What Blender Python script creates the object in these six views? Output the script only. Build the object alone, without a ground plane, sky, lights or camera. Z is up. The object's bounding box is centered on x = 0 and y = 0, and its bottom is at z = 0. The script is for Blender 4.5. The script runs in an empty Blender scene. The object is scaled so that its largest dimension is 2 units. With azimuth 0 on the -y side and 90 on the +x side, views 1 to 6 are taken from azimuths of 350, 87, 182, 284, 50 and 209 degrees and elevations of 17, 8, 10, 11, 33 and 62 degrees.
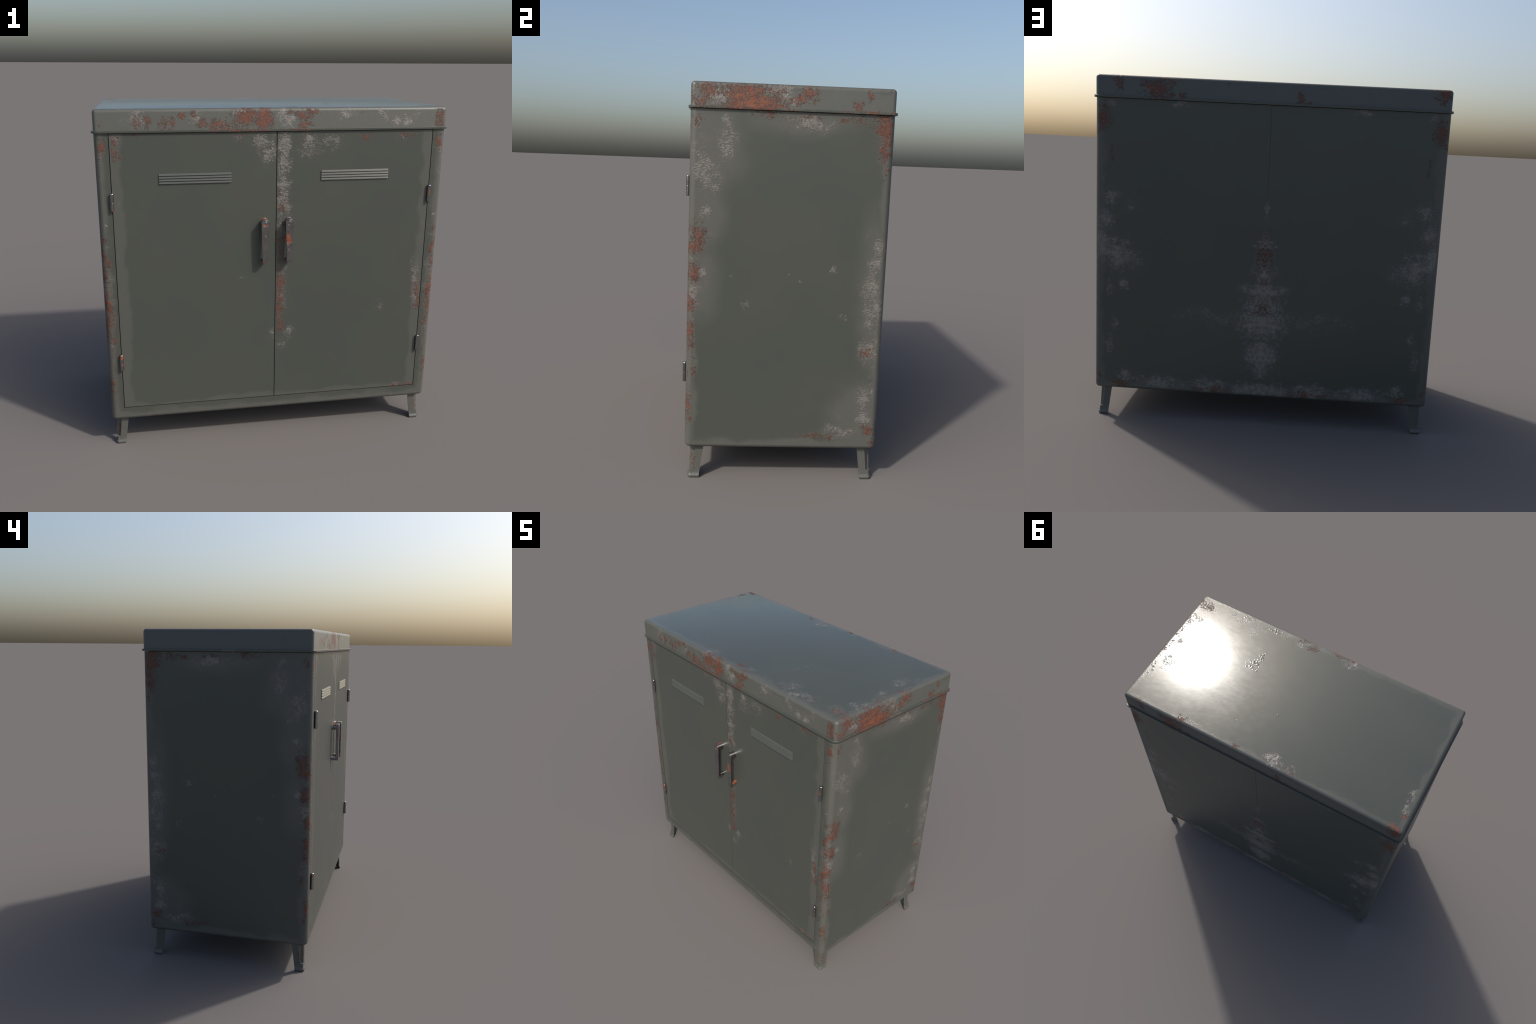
"""Weathered grey-green sheet-metal storage cabinet: a box body on four tapered
angle-iron legs, two flush doors with louvres, pull handles and barrel hinges,
and an overhanging lid with a thin rim.  Everything is modelled in world units."""
import bpy, bmesh, math
from mathutils import Vector

# ------------------------------------------------------------------ dimensions
BX = 0.9885                   # half width of body and lid
YF, YB = -0.4745, 0.5135      # front / back of body and lid
Z_BOT, Z_RIM0, Z_RIM1, Z_TOP = 0.170, 1.8715, 1.8845, 1.9970
RIM_X, RIM_YF, RIM_YB = 1.0, -0.4855, 0.5255
DOOR_X, DOOR_Z0, DOOR_Z1 = 0.9125, 0.2475, 1.8685
GAP = 0.0018

ROOT = None


# ------------------------------------------------------------------ mesh helpers
def finish(bm, name, parent, mat, angle=35, smooth=True):
    bmesh.ops.recalc_face_normals(bm, faces=bm.faces[:])
    me = bpy.data.meshes.new(name)
    bm.to_mesh(me)
    bm.free()
    ob = bpy.data.objects.new(name, me)
    bpy.context.scene.collection.objects.link(ob)
    ob.parent = parent
    me.materials.append(mat)
    if smooth:
        me.shade_smooth()
        me.set_sharp_from_angle(angle=math.radians(angle))
        w = ob.modifiers.new("weighted", 'WEIGHTED_NORMAL')
        w.keep_sharp = True
        w.weight = 100
    return ob


def apply_mods(ob):
    dg = bpy.context.evaluated_depsgraph_get()
    me = bpy.data.meshes.new_from_object(ob.evaluated_get(dg))
    old = ob.data
    ob.modifiers.clear()
    ob.data = me
    bpy.data.meshes.remove(old)


def rounded_rect(x0, x1, y0, y1, r, z, seg=6):
    pts = []
    for cx, cy, a0 in ((x1 - r, y1 - r, 0), (x0 + r, y1 - r, 90),
                       (x0 + r, y0 + r, 180), (x1 - r, y0 + r, 270)):
        for i in range(seg + 1):
            a = math.radians(a0 + 90 * i / seg)
            pts.append((cx + r * math.cos(a), cy + r * math.sin(a), z))
    return pts


def loft(bm, rings, cap0=True, cap1=True, closed=True):
    vr = [[bm.verts.new(p) for p in ring] for ring in rings]
    n = len(vr[0])
    for a, b in zip(vr, vr[1:]):
        for i in range(n if closed else n - 1):
            j = (i + 1) % n
            bm.faces.new((a[i], a[j], b[j], b[i]))
    if cap0:
        bm.faces.new(vr[0][::-1])
    if cap1:
        bm.faces.new(vr[-1])
    return vr


def soft_box(bm, x0, x1, y0, y1, z0, z1, rv, rtop=0.0, rbot=0.0, seg=6):
    """Box with vertical corner radius rv and rounded top / bottom edges."""
    rings = []
    if rbot:
        for i in range(seg + 1):
            a = math.radians(90 * i / seg)
            d = rbot * (1 - math.sin(a))
            rings.append(rounded_rect(x0 + d, x1 - d, y0 + d, y1 - d,
                                      max(rv - d, 0.002), z0 + rbot * (1 - math.cos(a))))
    else:
        rings.append(rounded_rect(x0, x1, y0, y1, rv, z0))
    if rtop:
        for i in range(seg + 1):
            a = math.radians(90 * i / seg)
            d = rtop * (1 - math.cos(a))
            rings.append(rounded_rect(x0 + d, x1 - d, y0 + d, y1 - d,
                                      max(rv - d, 0.002), z1 - rtop * (1 - math.sin(a))))
    else:
        rings.append(rounded_rect(x0, x1, y0, y1, rv, z1))
    loft(bm, rings)


def bevelled_box(bm, x0, x1, y0, y1, z0, z1, bev, seg=2):
    r = bmesh.ops.create_cube(bm, size=1.0)
    vs = r['verts']
    for v in vs:
        v.co = Vector(((x0 + x1) / 2 + v.co.x * (x1 - x0),
                       (y0 + y1) / 2 + v.co.y * (y1 - y0),
                       (z0 + z1) / 2 + v.co.z * (z1 - z0)))
    es = list({e for v in vs for e in v.link_edges})
    bmesh.ops.bevel(bm, geom=es, offset=bev, segments=seg, affect='EDGES', profile=0.5)


# ------------------------------------------------------------------ node helpers
class Nodes:
    """Small shorthand for building shader node trees."""

    def __init__(self, name):
        self.mat = bpy.data.materials.new(name)
        self.mat.use_nodes = True
        self.t = self.mat.node_tree
        self.t.nodes.clear()

    def put(self, sock, v):
        if isinstance(v, bpy.types.NodeSocket):
            self.t.links.new(v, sock)
        elif v is not None:
            sock.default_value = v

    def math(self, op, a, b=None, c=None, clamp=False):
        n = self.t.nodes.new('ShaderNodeMath')
        n.operation = op
        n.use_clamp = clamp
        for i, v in enumerate((a, b, c)):
            self.put(n.inputs[i], v)
        return n.outputs[0]

    def vmath(self, op, a, b=None):
        n = self.t.nodes.new('ShaderNodeVectorMath')
        n.operation = op
        self.put(n.inputs[0], a)
        if op == 'SCALE':
            self.put(n.inputs['Scale'], b)
        else:
            self.put(n.inputs[1], b)
        return n.outputs[0]

    def sep(self, v):
        n = self.t.nodes.new('ShaderNodeSeparateXYZ')
        self.put(n.inputs[0], v)
        return n.outputs

    def comb(self, x, y, z):
        n = self.t.nodes.new('ShaderNodeCombineXYZ')
        for i, v in enumerate((x, y, z)):
            self.put(n.inputs[i], v)
        return n.outputs[0]

    def noise(self, p, scale, detail=4, rough=0.6, dist=0.0, out=0):
        n = self.t.nodes.new('ShaderNodeTexNoise')
        self.put(n.inputs['Vector'], p)
        n.inputs['Scale'].default_value = scale
        n.inputs['Detail'].default_value = detail
        n.inputs['Roughness'].default_value = rough
        n.inputs['Distortion'].default_value = dist
        return n.outputs[out]

    def voronoi(self, p, scale, feature='F1'):
        n = self.t.nodes.new('ShaderNodeTexVoronoi')
        n.feature = feature
        self.put(n.inputs['Vector'], p)
        n.inputs['Scale'].default_value = scale
        return n.outputs[0]

    def step(self, v, lo, hi):
        n = self.t.nodes.new('ShaderNodeMapRange')
        n.interpolation_type = 'SMOOTHSTEP'
        self.put(n.inputs[0], v)
        n.inputs[1].default_value = lo
        n.inputs[2].default_value = hi
        return n.outputs[0]

    def mix(self, f, a, b):
        n = self.t.nodes.new('ShaderNodeMix')
        n.data_type = 'RGBA'
        self.put(n.inputs[0], f)
        for i, v in ((6, a), (7, b)):
            self.put(n.inputs[i], v if isinstance(v, bpy.types.NodeSocket) else (*v, 1))
        return n.outputs[2]

    def mixf(self, f, a, b):
        n = self.t.nodes.new('ShaderNodeMix')
        self.put(n.inputs[0], f)
        self.put(n.inputs[2], a)
        self.put(n.inputs[3], b)
        return n.outputs[0]

    def pos(self, mirror_x=False):
        p = self.t.nodes.new('ShaderNodeTexCoord').outputs['Object']
        if mirror_x:
            s = self.sep(p)
            p = self.comb(self.math('ABSOLUTE', s[0]), s[1], s[2])
        return p

    def patch(self, p, prev, centre, inv_r, strength):
        n = self.t.nodes.new('ShaderNodeGroup')
        n.node_tree = patch_group()
        self.put(n.inputs[0], p)
        n.inputs[1].default_value = centre
        n.inputs[2].default_value = inv_r
        n.inputs[3].default_value = strength
        self.put(n.inputs[4], prev)
        return n.outputs[0]

    def patches(self, p, faces):
        """faces: list of (plane axis, plane value, [(a, b, ra, rb, strength), ...])"""
        acc = 0.0
        for ax, val, lst in faces:
            for a, b, ra, rb, s in lst:
                c, r = [a, b], [1 / (ra * PATCH_GROW), 1 / (rb * PATCH_GROW)]
                c.insert(ax, val)
                r.insert(ax, 1 / 0.06)
                acc = self.patch(p, acc, c, r, s)
        return acc


PATCH_GROW = 1.6


def patch_group():
    """max(prev, strength * clamp(1.25 * (1 - |(p - c) / r|)))"""
    g = bpy.data.node_groups.get("wear_patch")
    if g:
        return g
    g = bpy.data.node_groups.new("wear_patch", 'ShaderNodeTree')
    f = g.interface
    for nm, ty in (("Position", 'NodeSocketVector'), ("Centre", 'NodeSocketVector'),
                   ("Inverse Radius", 'NodeSocketVector'), ("Strength", 'NodeSocketFloat'),
                   ("Previous", 'NodeSocketFloat')):
        f.new_socket(nm, in_out='INPUT', socket_type=ty)
    f.new_socket("Mask", in_out='OUTPUT', socket_type='NodeSocketFloat')
    i = g.nodes.new('NodeGroupInput')
    o = g.nodes.new('NodeGroupOutput')

    def nd(kind, op):
        n = g.nodes.new(kind)
        n.operation = op
        return n
    L = g.links.new
    a = nd('ShaderNodeVectorMath', 'SUBTRACT')
    L(i.outputs[0], a.inputs[0]); L(i.outputs[1], a.inputs[1])
    b = nd('ShaderNodeVectorMath', 'MULTIPLY')
    L(a.outputs[0], b.inputs[0]); L(i.outputs[2], b.inputs[1])
    c = nd('ShaderNodeVectorMath', 'LENGTH')
    L(b.outputs[0], c.inputs[0])
    d = nd('ShaderNodeMath', 'MULTIPLY_ADD')
    d.use_clamp = True
    L(c.outputs['Value'], d.inputs[0]); d.inputs[1].default_value = -1.25; d.inputs[2].default_value = 1.25
    e = nd('ShaderNodeMath', 'MULTIPLY')
    L(d.outputs[0], e.inputs[0]); L(i.outputs[3], e.inputs[1])
    m = nd('ShaderNodeMath', 'MAXIMUM')
    L(e.outputs[0], m.inputs[0]); L(i.outputs[4], m.inputs[1])
    L(m.outputs[0], o.inputs[0])
    return g


# ------------------------------------------------------------------ colours
PAINT = (0.060, 0.067, 0.058)       # clean paint
PAINT_B = (0.064, 0.070, 0.059)     # blotchy variation of it
FADED = (0.086, 0.089, 0.078)       # chalky faded paint along edges
PALE = (0.200, 0.192, 0.168)        # bare primer / scuffed metal
PALE_B = (0.118, 0.106, 0.100)      # dirty primer, slightly purple
RUST_D = (0.062, 0.032, 0.025)
RUST = (0.112, 0.037, 0.020)
RUST_L = (0.188, 0.054, 0.019)
STAIN = (0.082, 0.064, 0.054)       # brown wash round the rust


def painted_metal(name, pale=(), rust=(), faded=(), edge=None, mirror=False,
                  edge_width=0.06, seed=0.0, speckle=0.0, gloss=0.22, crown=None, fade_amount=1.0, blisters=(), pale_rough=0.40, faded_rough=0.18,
                  tint=None, mottle=0.07, relief=1.0, edge_mottle=0.20):
    """Grey-green paint with faded borders, primer scuffs and rust.
    pale / rust / faded: patch lists; edge(N, p): distance to the panel border."""
    N = Nodes(name)
    p0 = N.pos(mirror)
    ps = N.vmath('ADD', p0, (seed, seed * 0.7, seed * 1.3))
    # ragged patch outlines: warp the position before measuring the patches
    w = N.vmath('SUBTRACT', N.noise(ps, 22, 3, 0.6, out=1), (0.5, 0.5, 0.5))
    w2 = N.vmath('SUBTRACT', N.noise(ps, 5, 2, 0.5, out=1), (0.5, 0.5, 0.5))
    p = N.vmath('ADD', p0, N.vmath('ADD', N.vmath('SCALE', w, 0.075), N.vmath('SCALE', w2, 0.05)))
    fine = N.noise(ps, 40, 5, 0.65)
    # slightly stroke-like grain, elongated horizontally
    stroke = N.noise(N.vmath('MULTIPLY', ps, (85, 85, 130)), 1.0, 4, 0.6, 0.5)
    grain = N.math('MULTIPLY_ADD', stroke, 0.65, N.math('MULTIPLY', fine, 0.35))
    blot = N.noise(ps, 6, 5, 0.6)
    cloud = N.noise(ps, 2.2, 3, 0.5)

    # --- faded border
    fad = N.patches(N.vmath('ADD', p0, N.vmath('SCALE', w2, 0.07)), faded) if faded else 0.0
    if edge:
        d = edge(N, p0)
        d = N.math('ADD', d, N.math('MULTIPLY', N.math('SUBTRACT', blot, 0.5), 0.11))
        d = N.math('ADD', d, N.math('MULTIPLY', N.math('SUBTRACT', grain, 0.5), 0.02))
        fad = N.math('MAXIMUM', fad, N.step(d, edge_width * 1.3, edge_width * 0.2))
    fad = N.step(N.math('ADD', fad, N.math('MULTIPLY', N.math('SUBTRACT', N.noise(ps, 7, 3, 0.5), 0.5), 0.45)), 0.15, 0.80)
    fad = N.math('MULTIPLY', fad, fade_amount)

    # --- primer scuffs
    pm = N.patches(p, pale) if pale else 0.0
    if edge_mottle:
        pm = N.math('MAXIMUM', pm, N.math('MULTIPLY', fad, edge_mottle))
    mid = N.math('SUBTRACT', N.noise(N.vmath('ADD', ps, (6.1, 0.4, 2.9)), 17, 3, 0.55), 0.5)
    pv = N.math('MULTIPLY_ADD', N.math('SUBTRACT', grain, 0.5), 2.8, pm)
    pv = N.math('MULTIPLY_ADD', mid, 1.3, pv)
    pgate = N.step(pm, 0.0, 0.30)
    pal = N.math('MULTIPLY', N.step(pv, 0.48, 0.98), pgate)
    soft = N.math('MULTIPLY', N.step(pv, 0.05, 0.9), pgate)          # dirty halo round the scuffs
    # --- rust
    rm = N.patches(p, rust) if rust else 0.0
    rn = N.noise(N.vmath('ADD', ps, (3.1, 1.7, 5.3)), 85, 5, 0.66, 0.8)
    rv = N.math('MULTIPLY_ADD', N.math('SUBTRACT', rn, 0.5), 3.4, rm)
    rv = N.math('MULTIPLY_ADD', mid, -1.5, rv)
    rgate = N.step(rm, 0.0, 0.30)
    rv = N.math('MULTIPLY_ADD', N.math('SUBTRACT', N.noise(ps, 170, 3, 0.6), 0.5), 1.5, rv)
    rus = N.math('MULTIPLY', N.step(rv, 0.46, 0.80), rgate)
    stain = N.math('MULTIPLY', N.step(rv, 0.05, 0.75), rgate)
    tone = N.noise(N.vmath('ADD', ps, (7.7, 2.2, 9.1)), 38, 6, 0.72)

    # --- colour
    col = N.mix(N.step(cloud, 0.35, 0.65), PAINT, PAINT_B)
    col = N.mix(fad, col, tint or FADED)
    col = N.mix(N.math('MULTIPLY', soft, 0.45), col, PALE_B)
    pc = N.mix(N.step(tone, 0.40, 0.62), PALE, PALE_B)
    col = N.mix(N.math('MULTIPLY', pal, 0.80), col, pc)
    col = N.mix(N.math('MULTIPLY', stain, 0.45), col, STAIN)
    tr = N.math('MULTIPLY_ADD', N.math('SUBTRACT', rm, 0.7), 0.12, tone)   # hotter in the thick of a patch
    rc = N.mix(N.step(tr, 0.40, 0.54), RUST_D, RUST)
    rc = N.mix(N.step(tr, 0.54, 0.68), rc, RUST_L)
    col = N.mix(N.math('MULTIPLY', rus, 0.95), col, rc)
    chip = N.noise(N.vmath('ADD', ps, (9.3, 3.8, 0.6)), 120, 3, 0.6)
    col = N.mix(N.math('MULTIPLY', N.math('MULTIPLY', N.step(chip, 0.56, 0.64), stain), 0.40), col, pc)
    # pale flecks
    fl = N.noise(N.vmath('ADD', ps, (1.3, 8.8, 4.4)), 110, 2, 0.5)
    col = N.mix(N.math('MULTIPLY', N.step(fl, 0.73, 0.78), N.math('MULTIPLY_ADD', fad, 0.5, 0.12)), col, PALE)

    # --- roughness
    ro = N.mixf(fad, gloss, gloss + faded_rough)
    ro = N.math('ADD', ro, N.math('MULTIPLY', N.math('SUBTRACT', blot, 0.5), 0.06))
    ro = N.math('ADD', ro, N.math('MULTIPLY', N.math('SUBTRACT', N.noise(N.vmath('MULTIPLY', ps, (14, 26, 20)), 1.0, 6, 0.7), 0.5), mottle))
    ro = N.mixf(pal, ro, pale_rough)
    ro = N.mixf(rus, ro, 0.66)

    # --- fine relief
    h = N.math('MULTIPLY', pal, N.math('MULTIPLY_ADD', grain, 1.2 * relief, 0.1 * relief))
    h = N.math('MAXIMUM', h, N.math('MULTIPLY', rus, N.math('MULTIPLY_ADD', rn, 1.6, 0.1)))
    h = N.math('ADD', h, N.math('MULTIPLY', fine, 0.015))
    h = N.math('ADD', h, N.math('MULTIPLY', N.noise(ps, 14, 3, 0.5), 0.08))
    if blisters:
        bl = N.step(N.voronoi(N.vmath('ADD', ps, N.vmath('SCALE', w, 0.02)), 60), 0.55, 0.05)
        bm_ = N.step(N.math('ADD', N.patches(p, blisters), N.math('MULTIPLY', mid, 1.2)), 0.3, 0.8)
        h = N.math('ADD', h, N.math('MULTIPLY', N.math('MULTIPLY', bl, bm_), 0.8))
    if speckle:
        bl = N.step(N.voronoi(ps, 75), 0.45, 0.1)
        h = N.math('ADD', h, N.math('MULTIPLY', N.math('MULTIPLY', bl, fad), speckle))
    bp = N.t.nodes.new('ShaderNodeBump')
    bp.inputs['Strength'].default_value = 0.55
    bp.inputs['Distance'].default_value = 0.0035
    N.put(bp.inputs['Height'], h)
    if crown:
        # flat mesh, normals bent: places sun glint on top, sky reflection on skirt
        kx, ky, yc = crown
        gn = N.t.nodes.new('ShaderNodeNewGeometry').outputs['Normal']
        q = N.sep(N.pos())
        top = N.step(N.sep(gn)[2], 0.85, 0.97)
        tilt = N.comb(N.math('MULTIPLY', q[0], kx), N.math('MULTIPLY', N.math('SUBTRACT', q[1], yc), ky), 0.0)
        side = N.comb(0.0, 0.0, N.math('MULTIPLY', N.step(N.math('ABSOLUTE', N.sep(gn)[2]), 0.5, 0.1), 0.13))
        gn = N.vmath('NORMALIZE', N.vmath('ADD', N.vmath('ADD', gn, side), N.vmath('SCALE', tilt, top)))
        N.put(bp.inputs['Normal'], gn)
        ro = N.mixf(top, N.math('MAXIMUM', ro, 0.42), ro)      # the skirt is less polished than the top

    b = N.t.nodes.new('ShaderNodeBsdfPrincipled')
    N.put(b.inputs['Base Color'], col)
    N.put(b.inputs['Roughness'], ro)
    N.put(b.inputs['Normal'], bp.outputs[0])
    o = N.t.nodes.new('ShaderNodeOutputMaterial')
    N.t.links.new(b.outputs[0], o.inputs[0])
    return N.mat


def bare_metal(name, rust=(), seed=0.0, amount=0.0):
    N = Nodes(name)
    p0 = N.pos()
    ps = N.vmath('ADD', p0, (seed, seed * 1.9, seed * 0.6))
    w = N.vmath('SUBTRACT', N.noise(ps, 60, 3, 0.6, out=1), (0.5, 0.5, 0.5))
    p = N.vmath('ADD', p0, N.vmath('SCALE', w, 0.016))
    rn = N.noise(ps, 95, 4, 0.6)
    rv = N.math('MULTIPLY_ADD', N.math('SUBTRACT', rn, 0.5), 1.6, N.patches(p, rust) if rust else 0.0)
    rus = N.step(N.math('ADD', rv, amount), 0.48, 0.56)
    tone = N.noise(ps, 70, 4, 0.6)
    metal = N.mix(N.step(N.noise(ps, 30, 4, 0.6), 0.35, 0.65), (0.30, 0.29, 0.295), (0.37, 0.36, 0.365))
    rc = N.mix(N.step(tone, 0.4, 0.6), (0.12, 0.036, 0.018), (0.23, 0.060, 0.020))
    col = N.mix(rus, metal, rc)
    ro = N.mixf(rus, N.math('MULTIPLY_ADD', tone, 0.14, 0.17), 0.8)
    bp = N.t.nodes.new('ShaderNodeBump')
    bp.inputs['Strength'].default_value = 0.5
    bp.inputs['Distance'].default_value = 0.002
    N.put(bp.inputs['Height'], N.math('MULTIPLY', rus, -0.8))
    b = N.t.nodes.new('ShaderNodeBsdfPrincipled')
    N.put(b.inputs['Base Color'], col)
    N.put(b.inputs['Metallic'], N.math('SUBTRACT', 1.0, rus))
    N.put(b.inputs['Roughness'], ro)
    N.put(b.inputs['Normal'], bp.outputs[0])
    o = N.t.nodes.new('ShaderNodeOutputMaterial')
    N.t.links.new(b.outputs[0], o.inputs[0])
    return N.mat


def dark_inside():
    N = Nodes("bare_inside")
    b = N.t.nodes.new('ShaderNodeBsdfPrincipled')
    N.put(b.inputs['Base Color'], N.mix(N.noise(N.pos(), 20, 3), (0.03, 0.032, 0.03), (0.045, 0.046, 0.04)))
    b.inputs['Roughness'].default_value = 0.7
    o = N.t.nodes.new('ShaderNodeOutputMaterial')
    N.t.links.new(b.outputs[0], o.inputs[0])
    return N.mat


# distance from the nearest edge of whichever box face a point lies on:
# one of the three wall distances is ~0 there, so the median is what is wanted
def box_edge(hx, y0, y1, z0, z1):
    def f(N, p):
        s = N.sep(p)
        dx = N.math('SUBTRACT', hx, N.math('ABSOLUTE', s[0]))
        dy = N.math('SUBTRACT', (y1 - y0) / 2, N.math('ABSOLUTE', N.math('SUBTRACT', s[1], (y0 + y1) / 2)))
        dz = N.math('SUBTRACT', (z1 - z0) / 2, N.math('ABSOLUTE', N.math('SUBTRACT', s[2], (z0 + z1) / 2)))
        lo, hi = N.math('MINIMUM', dx, dy), N.math('MAXIMUM', dx, dy)
        return N.math('MAXIMUM', lo, N.math('MINIMUM', hi, dz))
    return f


def door_edge(N, p):
    s = N.sep(p)
    dx = N.math('SUBTRACT', DOOR_X - 0.02, N.math('ABSOLUTE', s[0]))
    dz = N.math('ADD', N.math('SUBTRACT', s[2], DOOR_Z0), 0.01)
    return N.math('MINIMUM', dx, dz)


# ------------------------------------------------------------------ where the wear sits
SIDE_PALE = [(-.30, 1.81, .034, .054, .8), (-.30, 1.71, .055, .077, .8), (-.39, 1.58, .078, .07, .8),
             (-.35, 1.49, .047, .031, .6), (-.40, 1.37, .034, .04, .7), (.11, 1.82, .118, .043, .9),
             (-.40, 1.08, .026, .036, .9), (-.44, .99, .035, .058, .8), (.47, 1.22, .033, .046, .9),
             (.45, 1.13, .041, .058, .7), (.44, 1.02, .053, .084, 1), (.46, .90, .058, .084, .9),
             (.44, .69, .046, .06, .9), (.43, .43, .047, .088, .8), (.45, .33, .06, .053, .8),
             (.32, .27, .102, .032, .9), (.25, 1.11, .013, .017, .7), (-.18, .91, .02, .02, .7),
             (.30, .88, .015, .017, .6), (-.45, .92, .03, .30, .5), (.47, .60, .03, .35, .5), (-.43, 1.65, .05, .18, .5),
             (.02, 1.075, .008, .008, .7), (.08, 1.03, .008, .008, .7), (-.26, 1.06, .01, .01, .6)]
SIDE_RUST = [(-.44, 1.81, .022, .027, .8), (-.45, .70, .02, .30, .40), (-.43, 1.24, .038, .08, 1), (-.44, 1.08, .028, .057, 1),
             (-.45, .94, .022, .046, .9), (-.46, .80, .016, .041, .8), (-.43, .57, .023, .038, .9),
             (-.46, .39, .013, .078, .8), (.46, 1.81, .051, .065, 1), (.46, 1.71, .036, .062, .9),
             (.47, 1.60, .013, .032, .7), (-.10, 1.86, .094, .016, .6), (.08, 1.85, .079, .015, .6),
             (.31, 1.84, .08, .019, .6), (.20, .24, .085, .014, .7), (.47, .28, .034, .036, .9),
             (.49, .20, .021, .022, .9), (.43, .69, .037, .025, .7)]
SIDE_FADED = [(-.39, 1.69, .172, .249, 1), (-.40, 1.38, .111, .192, .9), (-.41, 1.05, .096, .248, .8),
              (.46, .99, .099, .443, .9), (.41, .34, .153, .196, 1), (.08, 1.83, .316, .077, .8)]
POST_RUST = [(.94, 1.80, .02, .038, .9), (.95, 1.76, .015, .031, .7), (.96, 1.27, .015, .026, .5),
             (.95, 1.17, .018, .034, .9), (.96, 1.08, .018, .048, .8), (.97, .91, .018, .049, .9),
             (.96, .80, .022, .04, .6), (.95, .69, .022, .025, .9), (.95, .61, .018, .02, .7),
             (.97, .40, .013, .029, .9), (.98, .78, .011, .061, .7), (.965, .85, .028, .28, .42),
             (.965, .42, .022, .16, .38), (.975, 1.20, .016, .05, .8)]
POST_PALE = [(.95, 1.77, .024, .034, .5), (.95, 1.37, .014, .019, .8), (.95, 1.06, .028, .05, .8),
             (.95, .98, .032, .031, .9), (.96, .78, .025, .04, .5), (.96, .65, .022, .041, .5), (.96, .90, .035, .32, .55),
             (.955, 1.30, .03, .12, .4), (.955, 1.75, .03, .09, .45)]
BACK_PALE = [(0, .70, .055, .40, .85), (.89, 1.32, 0.0538, 0.0594, 0.68), (.79, 1.29, 0.0739, 0.0594, 0.47), (.94, 1.05, 0.0694, 0.0862, 1.1),
             (.86, .99, 0.106, 0.0963, 0.94), (.93, 1.19, 0.047, 0.0739, 0.81), (.78, .97, 0.0963, 0.0762, 0.54),
             (.82, .81, 0.0302, 0.0302, 1.1), (.90, .79, 0.0302, 0.0482, 0.68), (.87, .58, 0.0269, 0.0448, 0.81),
             (.90, .43, 0.0302, 0.0683, 0.68), (0, 1.28, 0.0146, 0.0515, 0.94), (0, 1.09, 0.047, 0.0638, 0.81),
             (0, .97, 0.0739, 0.129, 0.81), (0, .83, 0.116, 0.0538, 1.2), (0, .73, 0.128, 0.0986, 0.94),
             (0, .62, 0.139, 0.0885, 1.2), (0, .42, 0.0974, 0.0896, 1.2), (0, .34, 0.0862, 0.0683, 0.81),
             (.29, .65, 0.236, 0.0661, 0.47), (.79, .25, 0.0482, 0.0325, 0.94), (.59, .23, 0.132, 0.0414, 1.1),
             (.29, .22, 0.132, 0.0459, 1.1), (.04, .21, 0.175, 0.0459, 1.1), (.90, 1.85, 0.0291, 0.028, 0.81),
             (.51, 1.86, 0.0538, 0.0235, 0.94)]
BACK_RUST = [(.95, 1.76, .045, .06, 1.0), (.90, 1.55, .016, .046, .6), (.84, .20, .049, .021, .9),
             (.25, .21, .068, .029, .9), (.31, .20, .079, .016, .7), (0, 1.01, .047, .134, .6),
             (0, .74, .076, .078, .5), (.96, .25, .016, .016, .6)]
LID_SIDE_RUST = [(-.39, 1.96, .077, .045, .9), (-.41, 1.91, .061, .027, .9), (-.21, 1.94, .108, .073, 1.1),
                 (-.17, 1.905, .12, .034, 1.5), (-.09, 1.96, .055, .03, .8), (.04, 1.92, .078, .023, .9),
                 (.10, 1.96, .034, .043, .9), (-.30, 1.89, .078, .019, .8), (.33, 1.91, .029, .022, .9),
                 (.39, 1.95, .013, .028, .8), (.48, 1.98, .009, .022, .7), (.38, 1.88, .063, .01, .8)]
LID_SIDE_PALE = [(-.33, 1.94, .062, .043, .8), (-.05, 1.97, .07, .033, .9), (-.01, 1.93, .063, .023, .8),
                 (-.24, 1.97, .062, .018, .7)]
LID_FRONT_RUST = [(-.62, 1.92, .024, .043, .5), (-.76, 1.93, .034, .042, .5), (-.58, 1.92, .015, .031, .8),
                  (-.52, 1.96, .021, .024, .9), (-.46, 1.97, .021, .034, .8), (-.41, 1.91, .036, .035, .8),
                  (-.32, 1.91, .071, .035, .9), (-.17, 1.95, .068, .063, 1), (-.08, 1.94, .047, .073, 1.2),
                  (.15, 1.95, .041, .031, 1), (.16, 1.90, .041, .016, .9), (.10, 1.97, .037, .018, .7),
                  (.20, 1.98, .029, .014, .9), (.95, 1.94, .028, .044, 1), (-.71, 1.93, .017, .043, .8),
                  (-.95, 1.92, .009, .013, .7), (-.27, 1.89, .144, .014, .7)]
LID_FRONT_PALE = [(-.77, 1.94, .064, .051, .7), (-.45, 1.95, .044, .043, .6), (-.19, 1.97, .054, .035, .8),
                  (.02, 1.96, .033, .031, 1), (.06, 1.92, .033, .042, 1), (.41, 1.96, .047, .032, .8),
                  (.59, 1.97, .018, .018, .9), (.62, 1.94, .019, .028, .8), (.69, 1.91, .035, .033, .8),
                  (.75, 1.92, .036, .037, .8), (.80, 1.95, .039, .027, .7)]
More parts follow.
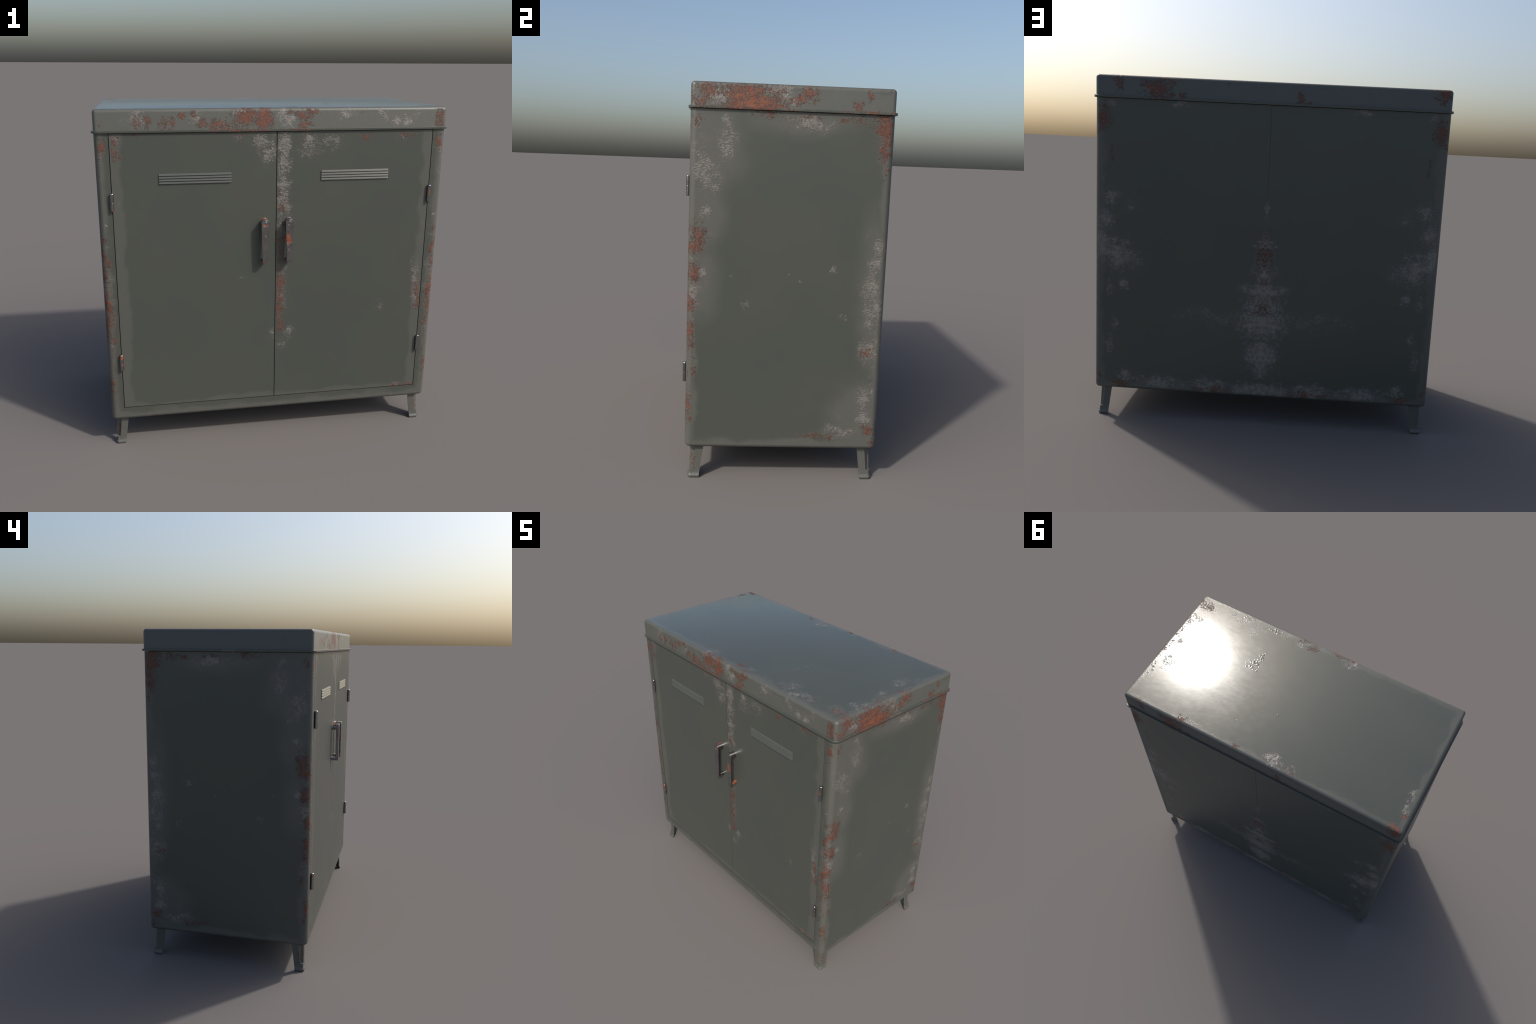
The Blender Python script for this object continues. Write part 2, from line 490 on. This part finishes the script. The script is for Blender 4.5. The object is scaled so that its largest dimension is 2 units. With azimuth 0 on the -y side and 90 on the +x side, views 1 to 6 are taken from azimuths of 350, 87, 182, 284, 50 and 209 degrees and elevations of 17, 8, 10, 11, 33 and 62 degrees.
LID_BACK_RUST = [(.86, 1.97, .026, .031, .9), (.64, 1.94, .07, .05, 1.1), (.56, 1.97, .04, .026, .9), (.86, 1.93, .02, .05, .6), (.60, 1.90, .12, .02, .6),
                 (.50, 1.90, .022, .025, .9), (.24, 1.97, .009, .017, .7), (-.15, 1.92, .016, .032, .8),
                 (-.21, 1.89, .036, .011, .6), (-.95, 1.97, .035, .035, 1), (-.62, 1.89, .011, .014, .6),
                 (-.91, 1.95, .021, .018, .6)]
LID_BACK_PALE = [(0, .70, .055, .40, .85), (.75, 1.94, .019, .045, .4), (.53, 1.89, .055, .015, .6)]
LID_TOP_RUST = [(-.08, -.46, .039, .022, .9), (.10, -.42, .044, .027, .5), (-.22, .47, .027, .018, .6),
                (-.96, .41, .023, .021, 1), (-.94, .50, .042, .024, 1), (.91, -.38, .041, .03, .6),
                (.87, .50, .034, .025, .8), (.55, .49, .032, .025, .8), (.15, .49, .016, .018, .8),
                (.965, -.18, .022, .08, .55), (.965, .07, .02, .07, .55), (.16, -.45, .04, .03, .6)]
LID_TOP_PALE = [(-.19, -.43, .066, .05, 0.64), (-.10, .46, .072, .05, 0.64), (-.23, .46, .05, .031, 0.4),
                (-.94, .25, .03, .065, 0.64), (-.94, .36, .03, .046, 0.72), (-.89, -.16, .016, .019, 0.48),
                (.32, -.43, .089, .039, 0.4), (.93, .25, .03, .066, 0.4), (.51, -.38, .066, .06, 0.56),
                (.60, -.42, .056, .04, 0.72), (.66, -.40, .11, .05, 0.48), (.89, -.37, .06, .045, 0.72),
                (.93, -.25, .05, .076, 0.56), (.89, .15, .04, .078, 0.56), (.93, -.04, .045, .081, 0.48),
                (.22, -.43, .119, .04, 0.4)]
LID_BLISTERS = [(.37, -.11, .05, .04, 1), (.36, -.20, .02, .04, .9), (.39, -.43, .06, .02, .8), (.94, .23, .02, .07, .8),
                (.61, -.435, .05, .02, .7), (.03, .16, .012, .012, .9), (.23, .32, .016, .012, .9)]
DOOR_L_RUST = [(-.88, 1.84, .02, .038, .8), (-.86, 1.75, .031, .024, .9), (-.89, 1.76, .014, .032, .8),
               (-.77, 1.86, .017, .01, .8), (-.21, 1.85, .025, .008, .6)]
DOOR_L_PALE = [(-.88, 1.83, .028, .038, .7), (-.09, 1.83, .051, .05, .9), (-.06, 1.75, .048, .054, .8),
               (-.02, 1.80, .025, .109, .6), (-.22, 1.84, .04, .025, .6), (-.20, 1.04, .023, .02, .6),
               (-.02, .67, .018, .038, .8), (-.54, .93, .019, .016, .4)]
DOOR_R_RUST = [(.52, 1.84, .027, .022, .8), (.76, 1.85, .05, .015, .6), (.03, 1.00, .028, .092, .72),
               (.02, .86, .027, .115, .8), (.03, .74, .024, .053, .7), (.03, 1.47, .026, .076, .5),
               (.03, 1.24, .027, .119, .6), (.89, .80, .019, .043, .9), (.88, .90, .02, .064, .7),
               (.78, .26, .026, .014, .9), (.87, .25, .078, .016, .8), (.21, 1.76, .015, .011, .5)]
DOOR_R_PALE = [(.04, 1.80, .052, .091, .9), (.04, 1.68, .049, .102, .9), (.04, 1.56, .049, .094, .9),
               (.04, 1.45, .046, .086, .8), (.18, 1.83, .03, .025, 1), (.19, 1.78, .085, .073, .6),
               (.30, 1.81, .095, .044, .5), (.03, 1.34, .029, .077, .6), (.04, .96, .039, .145, .6),
               (.08, .68, .037, .047, .7), (.04, .60, .029, .054, .6), (.87, .97, .029, .128, .8),
               (.88, .87, .029, .086, .8), (.65, .81, .034, .039, .6), (.74, 1.84, .049, .022, .6),
               (.78, .26, .035, .019, .8), (.85, 1.09, .012, .041, .6)]


# ------------------------------------------------------------------ parts
def build_body(mat, mat_back, inside):
    bm = bmesh.new()
    soft_box(bm, -BX, BX, YF, YB, Z_BOT, 1.8700, 0.030, rbot=0.022)
    ob = finish(bm, "body", ROOT, mat, smooth=False)
    ob.data.materials.append(inside)
    ob.data.materials.append(mat_back)
    # doorway recess and the narrow seam down the upper middle of the back
    cb = bmesh.new()
    bevelled_box(cb, -DOOR_X, DOOR_X, YF - 0.05, YF + 0.018, DOOR_Z0, 1.90, 0.0004, 1)
    w = 0.0008
    tip, top = (0, YB + 0.001, 1.19), 1.90
    vs = [cb.verts.new(c) for c in ((-w, YB + .002, top), (w, YB + .002, top), (w, YB - .004, top), (-w, YB - .004, top),
                                    (-w, YB + .002, 1.45), (w, YB + .002, 1.45), (w, YB - .004, 1.45), (-w, YB - .004, 1.45), tip)]
    for q in ((0, 1, 2, 3), (0, 1, 5, 4), (1, 2, 6, 5), (2, 3, 7, 6), (3, 0, 4, 7), (4, 5, 8), (5, 6, 8), (6, 7, 8), (7, 4, 8)):
        cb.faces.new([vs[i] for i in q])
    bmesh.ops.recalc_face_normals(cb, faces=cb.faces[:])
    me = bpy.data.meshes.new("cutter")
    cb.to_mesh(me)
    cut = bpy.data.objects.new("cutter", me)
    bpy.context.scene.collection.objects.link(cut)
    m = ob.modifiers.new("cut", 'BOOLEAN')
    m.operation = 'DIFFERENCE'
    m.solver = 'EXACT'
    m.object = cut
    apply_mods(ob)
    bpy.data.objects.remove(cut)
    me = ob.data
    for f in me.polygons:
        c = f.center
        if YF + 0.001 < c.y < YF + 0.03 and abs(c.x) < DOOR_X + 0.001 and DOOR_Z0 - .001 < c.z < 1.874 and abs(f.normal.y) < 2:
            f.material_index = 1
        elif f.normal.y > 0.8:
            f.material_index = 2
    me.shade_smooth()
    me.set_sharp_from_angle(angle=math.radians(35))
    wn = ob.modifiers.new("weighted", 'WEIGHTED_NORMAL')
    wn.keep_sharp = True
    wn.weight = 100
    apply_mods(ob)
    return ob


def build_lid(mat, mat_top, mat_rim, inside):
    bm = bmesh.new()
    soft_box(bm, -BX, BX, YF, YB, Z_RIM1 - 0.004, Z_TOP, 0.020, rtop=0.019)
    lid = finish(bm, "lid", ROOT, mat)
    apply_mods(lid)
    lid.data.materials.append(mat_top)
    for f in lid.data.polygons:
        if f.normal.z > 0.6:
            f.material_index = 1
    bm = bmesh.new()       # inner skirt that drops into the body and leaves a thin dark gap
    soft_box(bm, -BX + 0.03, BX - 0.03, YF + 0.03, YB - 0.03, 1.80, Z_RIM0 + 0.004, 0.01)
    finish(bm, "inner_skirt", lid, inside)
    bm = bmesh.new()
    soft_box(bm, -RIM_X, RIM_X, RIM_YF, RIM_YB, Z_RIM0, Z_RIM1, 0.036, rtop=0.0025, rbot=0.002, seg=3)
    rim = finish(bm, "rim", lid, mat_rim)
    apply_mods(rim)
    return lid


def build_door(sx, mat):
    bm = bmesh.new()
    a, b = sorted((sx * GAP, sx * (DOOR_X - 2 * GAP)))
    bevelled_box(bm, a, b, YF, YF + 0.016, DOOR_Z0 + 2 * GAP, DOOR_Z1, 0.0012)
    d = finish(bm, "door", ROOT, mat)
    apply_mods(d)
    return d


def build_louvres(door, sx, mat):
    """Four pressed slats, each leaning out at its lower edge and open below."""
    x0, x1 = sorted((sx * 0.257, sx * 0.655))
    pitch, top = 0.0147, 1.6505
    for i in range(4):
        z1 = top - i * pitch
        z0 = z1 - pitch + 0.0030
        bm = bmesh.new()
        # profile (y outwards, z), swept along x
        prof = [(0.002, z1), (-0.0020, z1 - 0.0004), (-0.0066, z0 + 0.0020), (-0.0070, z0 + 0.0006),
                (-0.0052, z0), (-0.0035, z0), (-0.0030, z0 + 0.003), (0.002, z0 + 0.003)]
        rings = []
        for x, inset in ((x0, 0.0012), (x0 + 0.0012, 0.0), (x1 - 0.0012, 0.0), (x1, 0.0012)):
            rings.append([(x, YF + (y + inset if y < 0 else y), z) for y, z in prof])
        loft(bm, rings)
        s = finish(bm, "louvre_slat", door, mat, angle=50)
        apply_mods(s)


def build_handle(door, sx, mat):
    cx, zt, zb = sx * 0.0705, 1.3615, 1.1285
    yf = -0.5230
    bm = bmesh.new()
    seg = 20
    rt, rb = 0.0224, 0.0148

    def outline(y, grow=0.0):
        pts = []
        for i in range(seg + 1):
            a = math.pi * i / seg
            pts.append((cx + (rt + grow) * math.cos(a), y, zt + (rt + grow) * math.sin(a)))
        for i in range(4):
            a = math.pi + math.pi / 2 * i / 3
            pts.append((cx - rb - grow + 0.003 + 0.003 * math.cos(a), y, zb - grow + 0.003 + 0.003 * math.sin(a)))
        for i in range(4):
            a = 1.5 * math.pi + math.pi / 2 * i / 3
            pts.append((cx + rb + grow - 0.003 + 0.003 * math.cos(a), y, zb - grow + 0.003 + 0.003 * math.sin(a)))
        return pts
    # tapered grip bar
    loft(bm, [outline(yf, -0.0012), outline(yf + 0.0012), outline(yf + 0.0175), outline(yf + 0.019, -0.0015)])
    # upper round post down to the door
    def circle(y, r, c=zt):
        return [(cx + r * math.cos(2 * math.pi * i / 28), y, c + r * math.sin(2 * math.pi * i / 28)) for i in range(28)]
    loft(bm, [circle(yf + 0.015, rt * 0.97), circle(YF - 0.0025, rt * 0.99), circle(YF - 0.001, rt * 1.05), circle(YF + 0.004, rt * 1.05)])
    # lower stand-off, rounded above
    pts = []
    for i in range(9):
        a = math.pi * i / 8
        pts.append((rb * math.cos(a) * 0.98, 0.0105 + 0.0115 * math.sin(a)))
    pts += [(-rb * 0.98, 0.0), (rb * 0.98, 0.0)]
    loft(bm, [[(cx + x, y, zb + 0.0008 + z) for x, z in pts] for y in (yf + 0.012, YF + 0.004)])
    h = finish(bm, "handle", door, mat, angle=40)
    apply_mods(h)
    # screw head set in the round end: dished ring and flat centre
    bm = bmesh.new()
    loft(bm, [circle(yf + 0.002, 0.0150), circle(yf - 0.0003, 0.0146), circle(yf - 0.0004, 0.0136),
              circle(yf + 0.0008, 0.0122), circle(yf - 0.0002, 0.0116), circle(yf - 0.0006, 0.0105)])
    s = finish(bm, "pivot_cap", h, mat, angle=60)
    apply_mods(s)


def build_hinge(door, sx, z0, z1, mat):
    cx, cy, r = sx * 0.9105, YF - 0.0097, 0.0102
    bm = bmesh.new()
    zm = (z0 + z1) / 2
    prof = [(z0, 0.0015)]
    for i in range(1, 6):
        a = math.radians(90 * i / 5)
        prof.append((z0 + 0.007 * (1 - math.cos(a)), 0.0015 + (r - 0.0015) * math.sin(a)))
    prof += [(zm - 0.0024, r), (zm - 0.0010, r - 0.0007), (zm - 0.0006, r - 0.0024), (zm + 0.0006, r - 0.0024),
             (zm + 0.0010, r - 0.0007), (zm + 0.0024, r)]
    for i in range(5, 0, -1):
        a = math.radians(90 * i / 5)
        prof.append((z1 - 0.007 * (1 - math.cos(a)), 0.0015 + (r - 0.0015) * math.sin(a)))
    prof.append((z1, 0.0015))
    n = 20
    loft(bm, [[(cx + q * math.cos(2 * math.pi * i / n), cy + q * math.sin(2 * math.pi * i / n), z)
               for i in range(n)] for z, q in prof])
    h = finish(bm, "hinge", door, mat, angle=50)
    apply_mods(h)


def build_leg(sx, sy, mat):
    """Tapered angle-iron leg: coved outer corner, square toe with a flared lip."""
    ox_top, ox_bot = 0.9605, 0.9640
    edge = (YB if sy > 0 else -YF)
    inset = 0.0240 if sy > 0 else 0.0280

    def place(a, b, z, o):
        # a, b run inwards from the outer corner along x and y
        ox = o
        oy = edge - inset + (o - ox_top)
        return (sx * (ox - a), sy * (oy - b), z)

    def lin(z, top, bot):
        k = z / 0.175
        return bot + (top - bot) * k
    t, n = 0.0045, 8

    def inner(z, r):
        arm = lin(z, 0.0700, 0.0500)
        pts = [(t, arm)]
        R = r + t
        a0 = math.asin(min(0.9, t / R))
        for i in range(n + 1):
            a = (math.pi / 2 - a0) + (2 * a0 - math.pi / 2) * i / n
            pts.append((R * math.cos(a), R * math.sin(a)))
        pts.append((arm, t))
        return pts

    bm = bmesh.new()
    ledge = 0.046
    rings = []
    for z in (0.178, 0.13, 0.09, ledge - 0.002):
        r, arm = lin(z, 0.0290, 0.0135), lin(z, 0.0700, 0.0500)
        out = [(arm, 0), (r, 0)] + [(r * math.cos(math.pi / 2 * i / n), r * math.sin(math.pi / 2 * i / n)) for i in range(1, n)] \
            + [(0, r), (0, arm)]
        o = lin(z, ox_top, ox_bot)
        rings.append([place(a, b, z, o) for a, b in out + inner(z, r)])
    loft(bm, rings)
    rings = []
    for z, fl in ((ledge, -0.0012), (ledge - 0.0015, 0), (0.034, 0), (0.024, 0.0008), (0.017, 0.0030), (0.0125, 0.0070),
                  (0.0095, 0.0082), (0.0035, 0.0082), (0.0, 0.0060)):
        r, arm = lin(ledge, 0.0290, 0.0135), lin(z, 0.0700, 0.0500)
        c = 0.004 + max(fl, 0) * 0.6
        out = [(arm, -fl), (c, -fl)] + [(-fl + (c + fl) * (1 - math.sin(math.pi / 2 * i / n)), -fl + (c + fl) * (1 - math.cos(math.pi / 2 * i / n)))
                                        for i in range(1, n)] + [(-fl, c), (-fl, arm)]
        o = lin(z, ox_top, ox_bot)
        rings.append([place(a, b, z, o) for a, b in out + inner(z, r)])
    loft(bm, rings)
    lg = finish(bm, "leg", ROOT, mat, angle=40)
    apply_mods(lg)


# ------------------------------------------------------------------ assembly
def main():
    global ROOT
    ROOT = bpy.data.objects.new("metal_cabinet", None)
    bpy.context.scene.collection.objects.link(ROOT)
    ROOT["label"] = "weathered grey-green two-door metal cabinet with rust and short legs"
    ROOT["category"] = "cabinet"

    body_edge = box_edge(BX, YF, YB, Z_BOT, 1.96)
    lid_edge = box_edge(BX, YF, YB, Z_TOP - 0.05, Z_TOP)
    # two materials so that each shader stays small; both draw the shared rear corners alike
    def rear(lst):
        return [q for q in lst if q[0] > 0.3]
    look = dict(edge=body_edge, mirror=True, gloss=0.36, faded_rough=0.10, mottle=0.04)
    m_body = painted_metal("body_paint",
                           pale=[(0, BX, SIDE_PALE), (1, YF, POST_PALE)],
                           rust=[(0, BX, SIDE_RUST), (1, YF, POST_RUST)],
                           faded=[(0, BX, SIDE_FADED)], **look)
    m_back = painted_metal("back_paint",
                           pale=[(0, BX, rear(SIDE_PALE)), (1, YB, BACK_PALE)],
                           rust=[(0, BX, rear(SIDE_RUST)), (1, YB, BACK_RUST)],
                           faded=[(0, BX, rear(SIDE_FADED))], **look)
    def upper(lst):
        return [q for q in lst if q[1] > 1.945]

    def border(lst):
        return [q for q in lst if abs(q[0]) > 0.92 or q[1] < -0.42 or q[1] > 0.44]
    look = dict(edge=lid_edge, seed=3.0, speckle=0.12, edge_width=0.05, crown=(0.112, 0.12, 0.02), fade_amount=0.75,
                pale_rough=0.25, mottle=0.13, relief=0.6, faded_rough=0.03, gloss=0.205)
    m_lid = painted_metal("lid_paint",
                          pale=[(0, BX, LID_SIDE_PALE), (1, YF, LID_FRONT_PALE), (1, YB, LID_BACK_PALE), (2, Z_TOP, border(LID_TOP_PALE))],
                          rust=[(0, BX, LID_SIDE_RUST), (1, YF, LID_FRONT_RUST), (1, YB, LID_BACK_RUST), (2, Z_TOP, border(LID_TOP_RUST))],
                          **look)
    m_top = painted_metal("lid_top_paint",
                          pale=[(0, BX, upper(LID_SIDE_PALE)), (1, YF, upper(LID_FRONT_PALE)), (2, Z_TOP, LID_TOP_PALE)],
                          rust=[(0, BX, upper(LID_SIDE_RUST)), (1, YF, upper(LID_FRONT_RUST)), (1, YB, upper(LID_BACK_RUST)),
                                (2, Z_TOP, LID_TOP_RUST)],
                          blisters=[(2, Z_TOP, LID_BLISTERS)], **look)
    m_rim = painted_metal("rim_paint",
                          rust=[(0, 1, [(-.18, 1.878, .2, .03, .9), (.36, 1.878, .12, .03, .7), (.48, 1.878, .03, .03, .8)]),
                                (1, RIM_YF, [(-.2, 1.878, .2, .03, .75), (.14, 1.878, .06, .03, .8)]),
                                (1, RIM_YB, [(.62, 1.878, .1, .03, .5)])],
                          faded=[(1, 0, [(0, 1.88, 9, 9, 1)])], seed=5.0)
    m_dl = painted_metal("door_paint", pale=[(1, YF, DOOR_L_PALE)], rust=[(1, YF, DOOR_L_RUST)], edge=door_edge, seed=7.0, gloss=0.36, faded_rough=0.10, mottle=0.04, fade_amount=0.75, edge_width=0.05)
    m_dr = painted_metal("door_paint_worn", pale=[(1, YF, DOOR_R_PALE)], rust=[(1, YF, DOOR_R_RUST)], edge=door_edge, seed=9.0, gloss=0.36, faded_rough=0.10, mottle=0.04, fade_amount=0.75, edge_width=0.045)
    m_slat = painted_metal("slat_paint", faded=[(1, YF, [(0.45, 1.62, 5, 5, 1), (-0.45, 1.62, 5, 5, 1)])], seed=11.0, gloss=0.19, faded_rough=0.02, tint=(0.068, 0.074, 0.065), edge_mottle=0.0)
    m_leg = painted_metal("leg_paint", rust=[(0, 0.95, [(-.43, .07, .02, .05, .4), (.47, .09, .015, .04, .3)])],
                          pale=[(0, 0.95, [(-.43, .09, .03, .06, .5)])], edge=lambda N, p: N.math('MULTIPLY', N.sep(p)[2], 0.0),
                          mirror=True, seed=13.0)
    inside = dark_inside()

    build_body(m_body, m_back, inside)
    build_lid(m_lid, m_top, m_rim, inside)
    m_h = {-1: bare_metal("handle_metal", [(1, -.523, [(-.072, 1.352, .018, .01, .7), (-.071, 1.129, .02, .006, .9), (-.068, 1.29, .01, .02, .35)]),
                                           (2, 1.383, [(-.078, -.49, .015, .03, .9)])], 1.0),
           1: bare_metal("handle_metal_worn", [(1, -.523, [(.060, 1.27, .012, .035, 1), (.070, 1.255, .016, .014, 1), (.066, 1.20, .004, .012, .6)]),
                                               (0, .084, [(-.49, 1.14, .02, .014, 1)]), (2, 1.383, [(.06, -.49, .012, .02, .6)])], 2.0)}
    m_hinge = bare_metal("hinge_metal", [(1, -.492, [(-.91, .583, .01, .014, 1), (-.908, .54, .007, .009, .9), (.909, 1.508, .006, .012, .9)]),
                                         (1, -.47, [(-.91, 1.455, .01, .01, .8)])], 4.0)
    for sx in (-1, 1):
        d = build_door(sx, m_dl if sx < 0 else m_dr)
        build_louvres(d, sx, m_slat)
        build_handle(d, sx, m_h[sx])
        for z0, z1 in ((1.449, 1.552), (0.495, 0.600)):
            build_hinge(d, sx, z0, z1, m_hinge)
        for sy in (-1, 1):
            build_leg(sx, sy, m_leg)


main()
